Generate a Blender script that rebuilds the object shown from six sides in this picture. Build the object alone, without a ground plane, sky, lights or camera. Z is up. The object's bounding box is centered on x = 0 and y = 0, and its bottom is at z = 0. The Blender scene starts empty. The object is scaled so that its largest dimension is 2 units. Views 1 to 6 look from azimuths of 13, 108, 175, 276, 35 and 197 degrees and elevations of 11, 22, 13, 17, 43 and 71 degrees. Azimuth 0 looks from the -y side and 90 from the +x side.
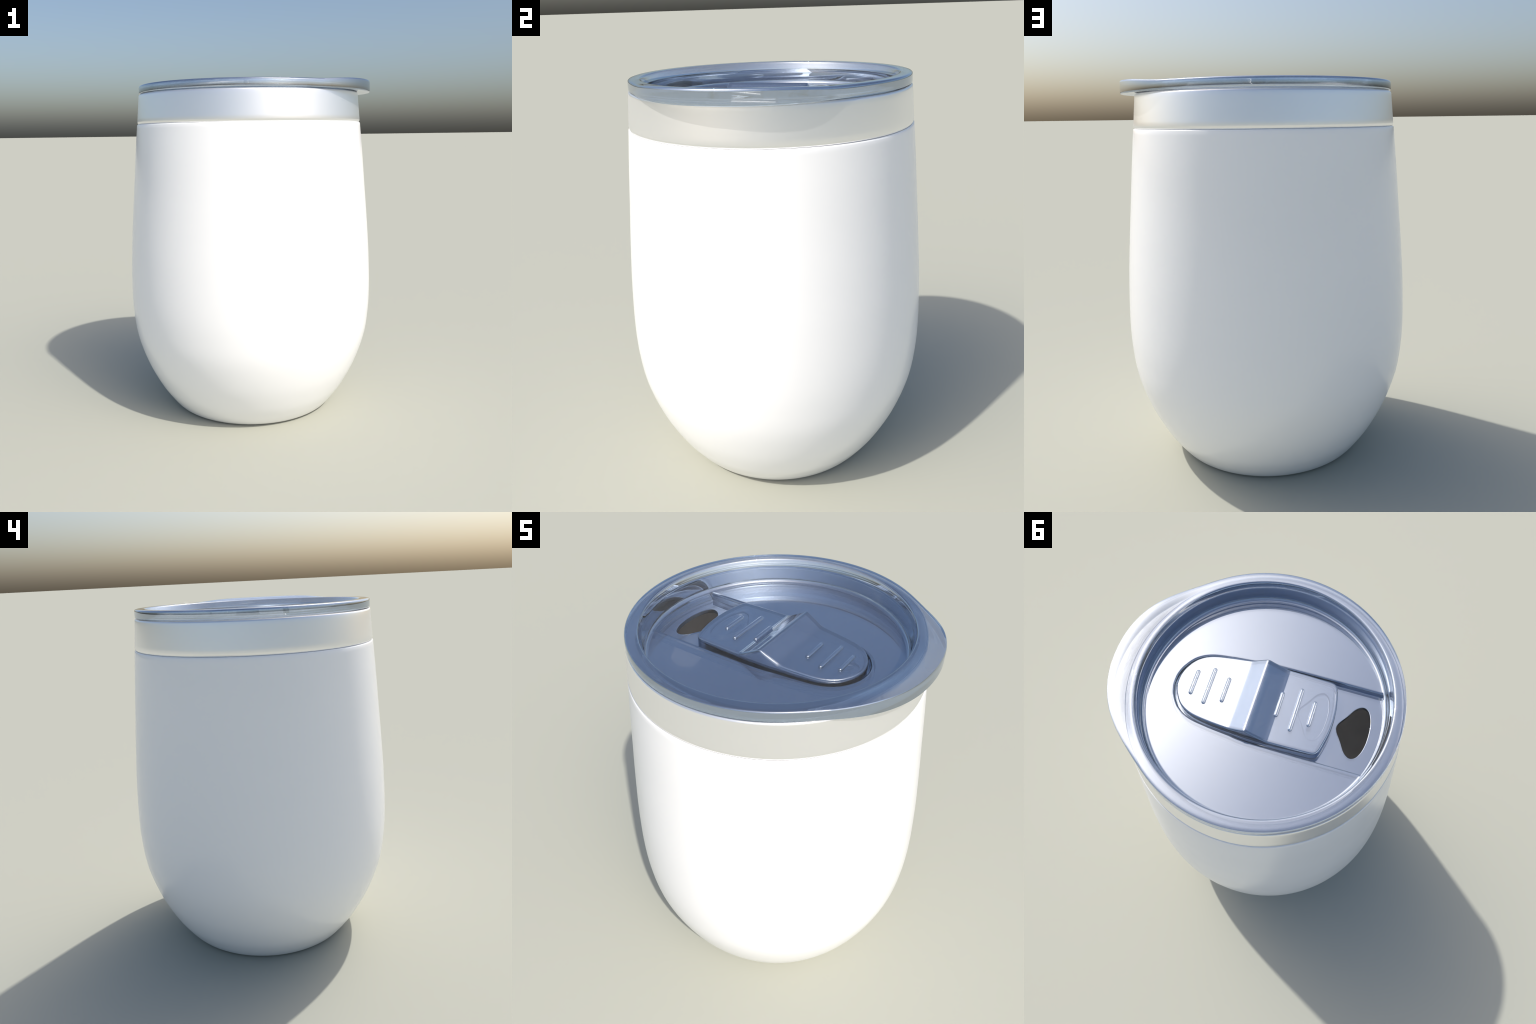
import bpy, bmesh, math
import numpy as np
from mathutils import Vector

# ------------------------------------------------------------------ helpers
def link(obj, parent=None):
    bpy.context.scene.collection.objects.link(obj)
    if parent is not None:
        obj.parent = parent
    return obj


def mesh_object(name, verts, faces, material=None, parent=None, angle=30.0):
    me = bpy.data.meshes.new(name)
    me.from_pydata([tuple(map(float, v)) for v in verts], [], faces)
    me.validate()
    bm = bmesh.new()
    bm.from_mesh(me)
    bmesh.ops.recalc_face_normals(bm, faces=bm.faces)
    bm.to_mesh(me)
    bm.free()
    ob = link(bpy.data.objects.new(name, me), parent)
    if material:
        me.materials.append(material)
    smooth(ob, angle)
    return ob


def smooth(ob, angle):
    """Smooth shading, with edges sharper than the angle kept crisp."""
    me = ob.data
    bm = bmesh.new()
    bm.from_mesh(me)
    lim = math.radians(angle)
    for f in bm.faces:
        f.smooth = True
    for e in bm.edges:
        e.smooth = not (len(e.link_faces) == 2 and e.calc_face_angle(0.0) > lim)
    bm.to_mesh(me)
    bm.free()


def spline(points, steps, closed=False):
    """Catmull-Rom (centripetal-like, uniform) curve through 2D control points."""
    p = np.array(points, float)
    n = len(p)
    out = []
    segs = n if closed else n - 1
    for i in range(segs):
        if closed:
            a, b, c, d = p[(i - 1) % n], p[i], p[(i + 1) % n], p[(i + 2) % n]
        else:
            b, c = p[i], p[i + 1]
            a = p[i - 1] if i else 2 * b - c
            d = p[i + 2] if i + 2 < n else 2 * c - b
        for k in range(steps):
            t = k / steps
            out.append(0.5 * (2 * b + (c - a) * t + (2 * a - 5 * b + 4 * c - d) * t * t + (3 * b - a - 3 * c + d) * t ** 3))
    if not closed:
        out.append(p[-1])
    return np.array(out)


def revolve(name, profile, segments, material, parent, angle=30.0, closed=False, shape=None):
    """Turn an (r, z) profile round the z axis; points with r = 0 become poles.
    shape(r, z, theta) may move the points of single rings."""
    verts, faces, rows = [], [], []
    for r, z in profile:
        if r < 1e-6:
            rows.append([len(verts)])
            verts.append((0, 0, z))
        else:
            row = []
            for k in range(segments):
                th = 2 * math.pi * k / segments
                rr, zz = shape(r, z, th) if shape else (r, z)
                row.append(len(verts))
                verts.append((rr * math.cos(th), rr * math.sin(th), zz))
            rows.append(row)
    pairs = list(zip(rows[:-1], rows[1:])) + ([(rows[-1], rows[0])] if closed else [])
    for a, b in pairs:
        for k in range(segments):
            j = (k + 1) % segments
            if len(a) == 1 and len(b) == 1:
                break
            if len(a) == 1:
                faces.append((a[0], b[j], b[k]))
            elif len(b) == 1:
                faces.append((a[k], a[j], b[0]))
            else:
                faces.append((a[k], a[j], b[j], b[k]))
    return mesh_object(name, verts, faces, material, parent, angle)


def loft_solid(name, loops, material=None, parent=None, angle=30.0):
    """Closed solid through a stack of equal-length closed loops of 3D points."""
    n = len(loops[0])
    verts = [v for lp in loops for v in lp]
    faces = []
    for i in range(len(loops) - 1):
        for k in range(n):
            j = (k + 1) % n
            faces.append((i * n + k, i * n + j, (i + 1) * n + j, (i + 1) * n + k))
    faces.append(tuple(range(n - 1, -1, -1)))
    faces.append(tuple(range((len(loops) - 1) * n, len(loops) * n)))
    return mesh_object(name, verts, faces, material, parent, angle)


def offset(outline, d):
    """Move a closed counter-clockwise outline outward by d along its normals."""
    o = np.asarray(outline)
    t = np.roll(o, -1, 0) - np.roll(o, 1, 0)
    t /= np.linalg.norm(t, axis=1)[:, None]
    return o + d * np.stack([t[:, 1], -t[:, 0]], 1)


def resample(outline, count):
    o = np.vstack([outline, outline[:1]])
    s = np.r_[0, np.cumsum(np.linalg.norm(np.diff(o, axis=0), axis=1))]
    q = np.linspace(0, s[-1], count, endpoint=False)
    return np.stack([np.interp(q, s, o[:, 0]), np.interp(q, s, o[:, 1])], 1)


def boolean(target, tool, operation):
    m = target.modifiers.new("cut", "BOOLEAN")
    m.object, m.operation, m.solver = tool, operation, "EXACT"
    graph = bpy.context.evaluated_depsgraph_get()
    me = bpy.data.meshes.new_from_object(target.evaluated_get(graph))
    target.modifiers.clear()
    old = target.data
    target.data = me
    name = old.name
    bpy.data.meshes.remove(old)
    me.name = name
    bpy.data.objects.remove(tool)


def weight_normals(ob):
    """Let the large flat faces keep their own normal next to fillets."""
    m = ob.modifiers.new("weighted_normals", "WEIGHTED_NORMAL")
    m.mode, m.weight, m.keep_sharp = "FACE_AREA", 100, True


# ------------------------------------------------------------------ materials
def principled(name, colour, **values):
    m = bpy.data.materials.new(name)
    m.use_nodes = True
    b = m.node_tree.nodes["Principled BSDF"]
    b.inputs["Base Color"].default_value = (*colour, 1)
    for k, v in values.items():
        b.inputs[k.replace("_", " ")].default_value = v
    return m, m.node_tree, b


def rough_grain(tree, bsdf, low, high, scale, stretch=(1, 1, 1)):
    """A little procedural variation of the gloss."""
    co = tree.nodes.new("ShaderNodeTexCoord")
    mp = tree.nodes.new("ShaderNodeMapping")
    mp.inputs["Scale"].default_value = stretch
    no = tree.nodes.new("ShaderNodeTexNoise")
    no.inputs["Scale"].default_value = scale
    rg = tree.nodes.new("ShaderNodeMapRange")
    rg.inputs["To Min"].default_value, rg.inputs["To Max"].default_value = low, high
    tree.links.new(co.outputs["Object"], mp.inputs["Vector"])
    tree.links.new(mp.outputs["Vector"], no.inputs["Vector"])
    tree.links.new(no.outputs["Fac"], rg.inputs["Value"])
    tree.links.new(rg.outputs["Result"], bsdf.inputs["Roughness"])


white, t, b = principled("white_powder_coat", (0.965, 0.965, 0.965), Roughness=0.2)
rough_grain(t, b, 0.18, 0.22, 9.0)
steel, t, b = principled("brushed_steel", (0.965, 0.965, 0.965), Metallic=0.84, Roughness=0.3)
rough_grain(t, b, 0.28, 0.32, 6.0, (1, 1, 14))
inner_steel, t, b = principled("dull_inner_steel", (0.98, 0.98, 0.98), Metallic=0.75, Roughness=0.5)
rough_grain(t, b, 0.45, 0.55, 6.0)
# lid plastic: half a smoky blue mirror sheen, half clear plastic
lid_plastic, t, clear = principled("tinted_clear_plastic", (0.99, 0.96, 0.90), Roughness=0.0, Transmission_Weight=0.95, IOR=1.45)
sheen = t.nodes.new("ShaderNodeBsdfPrincipled")
sheen.inputs["Base Color"].default_value = (0.675, 0.78, 0.925, 1)
sheen.inputs["Metallic"].default_value = 1.0
rough_grain(t, sheen, 0.0, 0.012, 12.0)
blend = t.nodes.new("ShaderNodeMixShader")
blend.inputs["Fac"].default_value = 0.5
out = next(n for n in t.nodes if n.bl_idname == "ShaderNodeOutputMaterial")
t.links.new(clear.outputs["BSDF"], blend.inputs[1])
t.links.new(sheen.outputs["BSDF"], blend.inputs[2])
t.links.new(blend.outputs["Shader"], out.inputs["Surface"])

# ------------------------------------------------------------------ the thing
tumbler = bpy.data.objects.new("insulated_tumbler", None)
link(tumbler)
tumbler["label"] = "white stemless steel tumbler with clear bluish sliding lid"
tumbler["category"] = "tumbler"

SEG = 256
SEAM = 1.764          # where the coating ends and bare steel begins
CUP_TOP = 1.934

# ---- coated body: flat foot, egg-shaped belly, straight taper upward
belly = spline([(0.498, 0.004), (0.5180, 0.022), (0.5575, 0.073), (0.610, 0.154), (0.6770, 0.29),
                (0.7298, 0.452), (0.7508, 0.60), (0.7560, 0.76), (0.7477, 0.98), (0.7314, 1.20),
                (0.7136, 1.40), (0.6959, 1.60), (0.6804, 1.757)], 8)
body_profile = [(0, 0.012), (0.40, 0.012), (0.435, 0.006), (0.455, 0.0), (0.480, 0.0)] + [tuple(p) for p in belly]
body_profile += [(0.6787, 1.7610), (0.6765, 1.7630), (0.6725, SEAM)]
revolve("coated_body", body_profile, SEG, white, tumbler)

# ---- bare steel band: bottom edge rolled in to the seam, rounded drinking edge, inner wall
band = [(0.6700, SEAM - 0.002), (0.6722, SEAM + 0.001), (0.6752, 1.7695), (0.6768, 1.7745), (0.6774, 1.7800)]
band += [(0.6774 - (z - 1.78) * 0.0925, z) for z in np.linspace(1.80, 1.924, 8)]
band += [(0.6632, 1.9285), (0.6612, 1.9318), (0.6580, CUP_TOP), (0.6530, CUP_TOP),
         (0.6480, 1.9325), (0.6445, 1.929), (0.6430, 1.924), (0.6440, 1.90)]
revolve("steel_band", band, SEG, steel, tumbler)

# ---- inner steel vessel, seen through the drinking hole
liner = [(0.6440, 1.90), (0.6500, 1.83), (0.6480, 1.76)] + [(r - 0.040, z) for r, z in belly[::-1][6:] if z > 0.20]
liner += [(0.578, 0.185), (0.540, 0.158), (0.490, 0.144), (0.42, 0.14), (0, 0.14)]
revolve("inner_vessel", liner, 128, inner_steel, tumbler)

# ---- lid: sunken floor, wall, flat rim ring, and a thumb tab on the +x side
FLOOR, TROUGH, RIM = 1.866, 1.827, 1.9865
tab_curve = np.array([(0, 0.0735), (8, 0.0725), (14, 0.0685), (23, 0.0555), (32, 0.0325), (38, 0.0165), (44, 0.0055), (50, 0.0), (180, 0.0)])


tab_fine = np.linspace(-180, 180, 2881)
tab_values = np.interp(np.abs(tab_fine), tab_curve[:, 0], tab_curve[:, 1])
for _ in range(3):          # three box blurs make the outline curvature-smooth
    tab_values = np.convolve(np.pad(tab_values, 24, mode="wrap"), np.ones(49) / 49, "valid")


def tab_reach(theta):
    return float(np.interp((math.degrees(theta) + 180) % 360 - 180, tab_fine, tab_values))


def tab_shape(r, z, theta):
    e = tab_reach(theta)
    if z > 1.939 and r > 0.622:
        w = min((r - 0.622) / 0.034, 1.0)
        far = r + e * w
        q = min(e / 0.072, 1.0)
        t = min((far - 0.622) / (0.040 + e), 1.0)
        rise = 0.0145 * q * q * (3 - 2 * q) * t * (2 - t) * min(max((z - 1.955) / 0.02, 0.0), 1.0)
        sag = 0.0045 * q * min(max((1.955 - z) / 0.01, 0.0), 1.0)
        return far, z + rise - sag
    return r, z


lid_profile = [(0, FLOOR), (0.30, FLOOR), (0.5680, FLOOR), (0.5745, FLOOR + 0.0008), (0.5808, FLOOR + 0.0035), (0.5862, FLOOR + 0.0090),
               (0.5892, FLOOR + 0.0160), (0.5900, FLOOR + 0.0240), (0.5904, 1.9200), (0.5907, 1.9480), (0.5915, 1.9525), (0.5940, 1.9600),
               (0.5985, 1.9740), (0.6003, 1.9795), (0.6025, 1.9830), (0.6055, 1.9852), (0.6090, 1.9862), (0.6150, RIM),
               (0.6220, RIM), (0.6270, RIM), (0.6320, RIM), (0.6370, RIM), (0.6425, RIM), (0.6480, 1.9863), (0.6540, 1.9855), (0.6578, 1.9836), (0.6602, 1.9802),
               (0.6612, 1.9755), (0.6617, 1.9630), (0.6617, 1.9465), (0.6608, 1.9425), (0.6585, 1.9402), (0.6550, 1.9395),
               (0.6520, 1.9382), (0.6500, 1.9352), (0.6400, 1.9350), (0.6200, 1.9350), (0.6150, 1.9335), (0.6130, 1.9290), (0.6120, 1.9000), (0.6110, 1.8680),
               (0.6085, 1.8560), (0.6020, 1.8480), (0.5900, FLOOR - 0.022), (0.30, FLOOR - 0.022), (0, FLOOR - 0.022)]
lid = revolve("lid", lid_profile, SEG, lid_plastic, tumbler, shape=tab_shape)

# slider outline (half widths along x): rounded thumb end at +x, bowed front at -x
half = spline([(0.4360, 0.0), (0.4335, 0.030), (0.4180, 0.075), (0.3790, 0.128), (0.3150, 0.1625), (0.2100, 0.1800),
               (0.1200, 0.1880), (0.0400, 0.1960), (-0.1000, 0.1970), (-0.2580, 0.1930), (-0.2950, 0.1895),
               (-0.3140, 0.1740), (-0.3250, 0.1400), (-0.3390, 0.0700), (-0.3440, 0.0)], 14)
slider_outline = resample(np.vstack([half[:-1], (half * [1, -1])[::-1][:-1]]), 220)

# pocket outline: follows the slider's thumb end, runs on as a trough to the wall at -x
half_pocket = spline([(0.4490, 0.0), (0.4460, 0.033), (0.4290, 0.081), (0.3870, 0.137), (0.3190, 0.1725), (0.2100, 0.1900),
                      (0.1200, 0.1990), (0.0300, 0.2090), (-0.2000, 0.2120), (-0.50, 0.2120)], 10)


def pocket_loop(grow, z, reach):
    top = half_pocket.copy()
    t = np.gradient(top, axis=0)
    t /= np.linalg.norm(t, axis=1)[:, None]
    top = top + grow * np.stack([t[:, 1], -t[:, 0]], 1)
    top[0, 1] = 0.0
    y = top[-1, 1]
    a = math.asin(y / reach)
    arc = [(-reach * math.cos(k), reach * math.sin(k)) for k in np.linspace(a, -a, 25)]
    bottom = (top * [1, -1])[::-1][:-1]
    loop = np.vstack([top, arc, bottom])
    return [(x, yy, z) for x, yy in loop]


trough_box = loft_solid("trough_wall", [pocket_loop(g, z, 0.600) for g, z in ((0.016, TROUGH - 0.020), (0.020, TROUGH - 0.016), (0.020, FLOOR - 0.004))])
boolean(lid, trough_box, "UNION")
pocket = loft_solid("pocket_cutter", [pocket_loop(g, z, R) for g, z, R in (
    (-0.004, TROUGH, 0.570), (-0.001, TROUGH + 0.001, 0.5735), (0.0, TROUGH + 0.004, 0.5750), (0.0, FLOOR - 0.010, 0.5755),
    (0.0010, FLOOR - 0.006, 0.5757), (0.0035, FLOOR - 0.0025, 0.5760), (0.0075, FLOOR - 0.0005, 0.5762), (0.0110, FLOOR + 0.0003, 0.5764), (0.0130, FLOOR + 0.012, 0.5766))])
boolean(lid, pocket, "DIFFERENCE")

# drinking hole: a rounded triangle pointing at the slider
hole_half = [(-0.3620, 0.0), (-0.3690, 0.024), (-0.3980, 0.067), (-0.4290, 0.116), (-0.4620, 0.136),
             (-0.4900, 0.122), (-0.5080, 0.085), (-0.5165, 0.042), (-0.5185, 0.0)]
hole = spline(hole_half + [(x, -y) for x, y in hole_half[-2:0:-1]], 8, closed=True)
if np.sum(hole[:, 0] * np.roll(hole[:, 1], -1) - np.roll(hole[:, 0], -1) * hole[:, 1]) < 0:
    hole = hole[::-1]


def flat(loop, z):
    return [(x, y, z) for x, y in loop]


drink = loft_solid("hole_cutter", [flat(offset(hole, d), z) for d, z in (
    (0.0, 1.79), (0.0, TROUGH - 0.004), (0.0012, TROUGH - 0.0012), (0.004, TROUGH + 0.0003), (0.005, TROUGH + 0.01))])
boolean(lid, drink, "DIFFERENCE")
lid.data.materials.clear()
lid.data.materials.append(lid_plastic)
smooth(lid, 32)
weight_normals(lid)

# ---- slider: shell plate with a hump, hollow below
if np.sum(slider_outline[:, 0] * np.roll(slider_outline[:, 1], -1) - np.roll(slider_outline[:, 0], -1) * slider_outline[:, 1]) < 0:
    slider_outline = slider_outline[::-1]
TOP, BOTTOM = 1.8915, TROUGH + 0.004
hump = spline([(-0.60, 0.0), (-0.11, 0.0), (-0.085, 0.0003), (-0.070, 0.0016), (-0.057, 0.0046), (-0.044, 0.0100), (-0.022, 0.0215), (0.000, 0.0335),
               (0.016, 0.0425), (0.0275, 0.0500), (0.036, 0.0522), (0.043, 0.0508), (0.052, 0.0462), (0.068, 0.0378), (0.086, 0.0284), (0.104, 0.0190),
               (0.118, 0.0124), (0.130, 0.0088), (0.144, 0.0068), (0.165, 0.0050), (0.20, 0.0028), (0.25, 0.0000), (0.30, -0.0024), (0.35, -0.0046), (0.40, -0.0066), (0.44, -0.0080), (0.60, -0.0080)], 6)


def hump_at(x):
    return float(np.interp(x, hump[:, 0], hump[:, 1]))


def slider_solid(name, inset, bottom, top, edge):
    o = offset(slider_outline, -inset)
    rings = [(-0.002, bottom), (0.0, bottom + 0.002), (0.0, top - edge), (-0.12 * edge, top - 0.62 * edge), (-0.30 * edge, top - 0.30 * edge),
             (-0.62 * edge, top - 0.10 * edge), (-edge, top)]
    ob = loft_solid(name, [flat(offset(o, d), z) for d, z in rings])
    bm = bmesh.new()
    bm.from_mesh(ob.data)
    for x in np.r_[np.r_[np.arange(-0.14, 0.18, 0.004), np.arange(0.18, 0.42, 0.02)]]:
        bmesh.ops.bisect_plane(bm, geom=bm.verts[:] + bm.edges[:] + bm.faces[:], plane_co=(x + 0.0013, 0, 0), plane_no=(1, 0, 0), dist=1e-6)
    for v in bm.verts:
        v.co.z += hump_at(v.co.x) * min(max((v.co.z - bottom) / (top - edge - bottom), 0.0), 1.0)
    bm.to_mesh(ob.data)
    bm.free()
    return ob


slider = slider_solid("slider", 0.0, BOTTOM, TOP, 0.009)
cavity = slider_solid("cavity_cutter", 0.016, BOTTOM - 0.03, TOP - 0.018, 0.006)
boolean(slider, cavity, "DIFFERENCE")
# stopper pad under the front plate (same shape as the drinking hole) and a round magnet boss under the thumb end
pad_outline = (hole - [-0.44, 0]) * [0.93, 0.93] + [-0.239, -0.005]
under = TOP - 0.018
boss_outline = [(0.374 + 0.036 * math.cos(a), 0.036 * math.sin(a)) for a in np.linspace(0, 2 * math.pi, 48, endpoint=False)]
for name, outline, depth in (("stopper_pad", pad_outline, 0.026), ("magnet_boss", boss_outline, 0.030)):
    pad = loft_solid(name, [flat(offset(outline, d), z) for d, z in (
        (-0.006, under - depth), (-0.002, under - depth + 0.002), (0.0, under - depth + 0.006), (0.0, under + 0.004))])
    boolean(slider, pad, "UNION")
slider.data.materials.clear()
slider.data.materials.append(lid_plastic)
smooth(slider, 32)
weight_normals(slider)
slider.parent = tumbler

# grip ribs: half-sunk capsules across the slider
def rib_mesh(length, radius):
    verts, faces = [], []
    arc = 10
    st = [(-length + radius * -math.cos(a) + radius - radius, radius * math.sin(a)) for a in np.linspace(0.0, math.pi / 2, 6)]
    st += [(-y, r) for y, r in st[::-1]]
    for y, r in st:
        for k in range(arc + 1):
            a = math.pi * k / arc
            verts.append((r * math.cos(a), y, 0.98 * r * math.sin(a)))
    n = arc + 1
    for i in range(len(st) - 1):
        for k in range(arc):
            faces.append((i * n + k, i * n + k + 1, (i + 1) * n + k + 1, (i + 1) * n + k))
        faces.append((i * n + arc, i * n, (i + 1) * n, (i + 1) * n + arc))
    me = bpy.data.meshes.new("grip_rib")
    me.from_pydata(verts, [], faces)
    bm = bmesh.new()
    bm.from_mesh(me)
    bmesh.ops.remove_doubles(bm, verts=bm.verts, dist=1e-6)
    bmesh.ops.recalc_face_normals(bm, faces=bm.faces)
    bm.to_mesh(me)
    bm.free()
    me.materials.append(lid_plastic)
    return me


RADIUS = 0.0102
short_rib, long_front, long_thumb = rib_mesh(0.0575, RADIUS), rib_mesh(0.1045, RADIUS), rib_mesh(0.0890, RADIUS)
for x, y, me in ((-0.0725, -0.006, short_rib), (-0.1565, -0.002, long_front), (-0.2345, -0.002, short_rib),
                 (0.1960, -0.002, short_rib), (0.2780, -0.002, long_thumb), (0.3545, -0.002, short_rib)):
    rib = link(bpy.data.objects.new("grip_rib", me), slider)
    rib.location = (x, y, TOP + hump_at(x) + 0.0002)
    smooth(rib, 50)
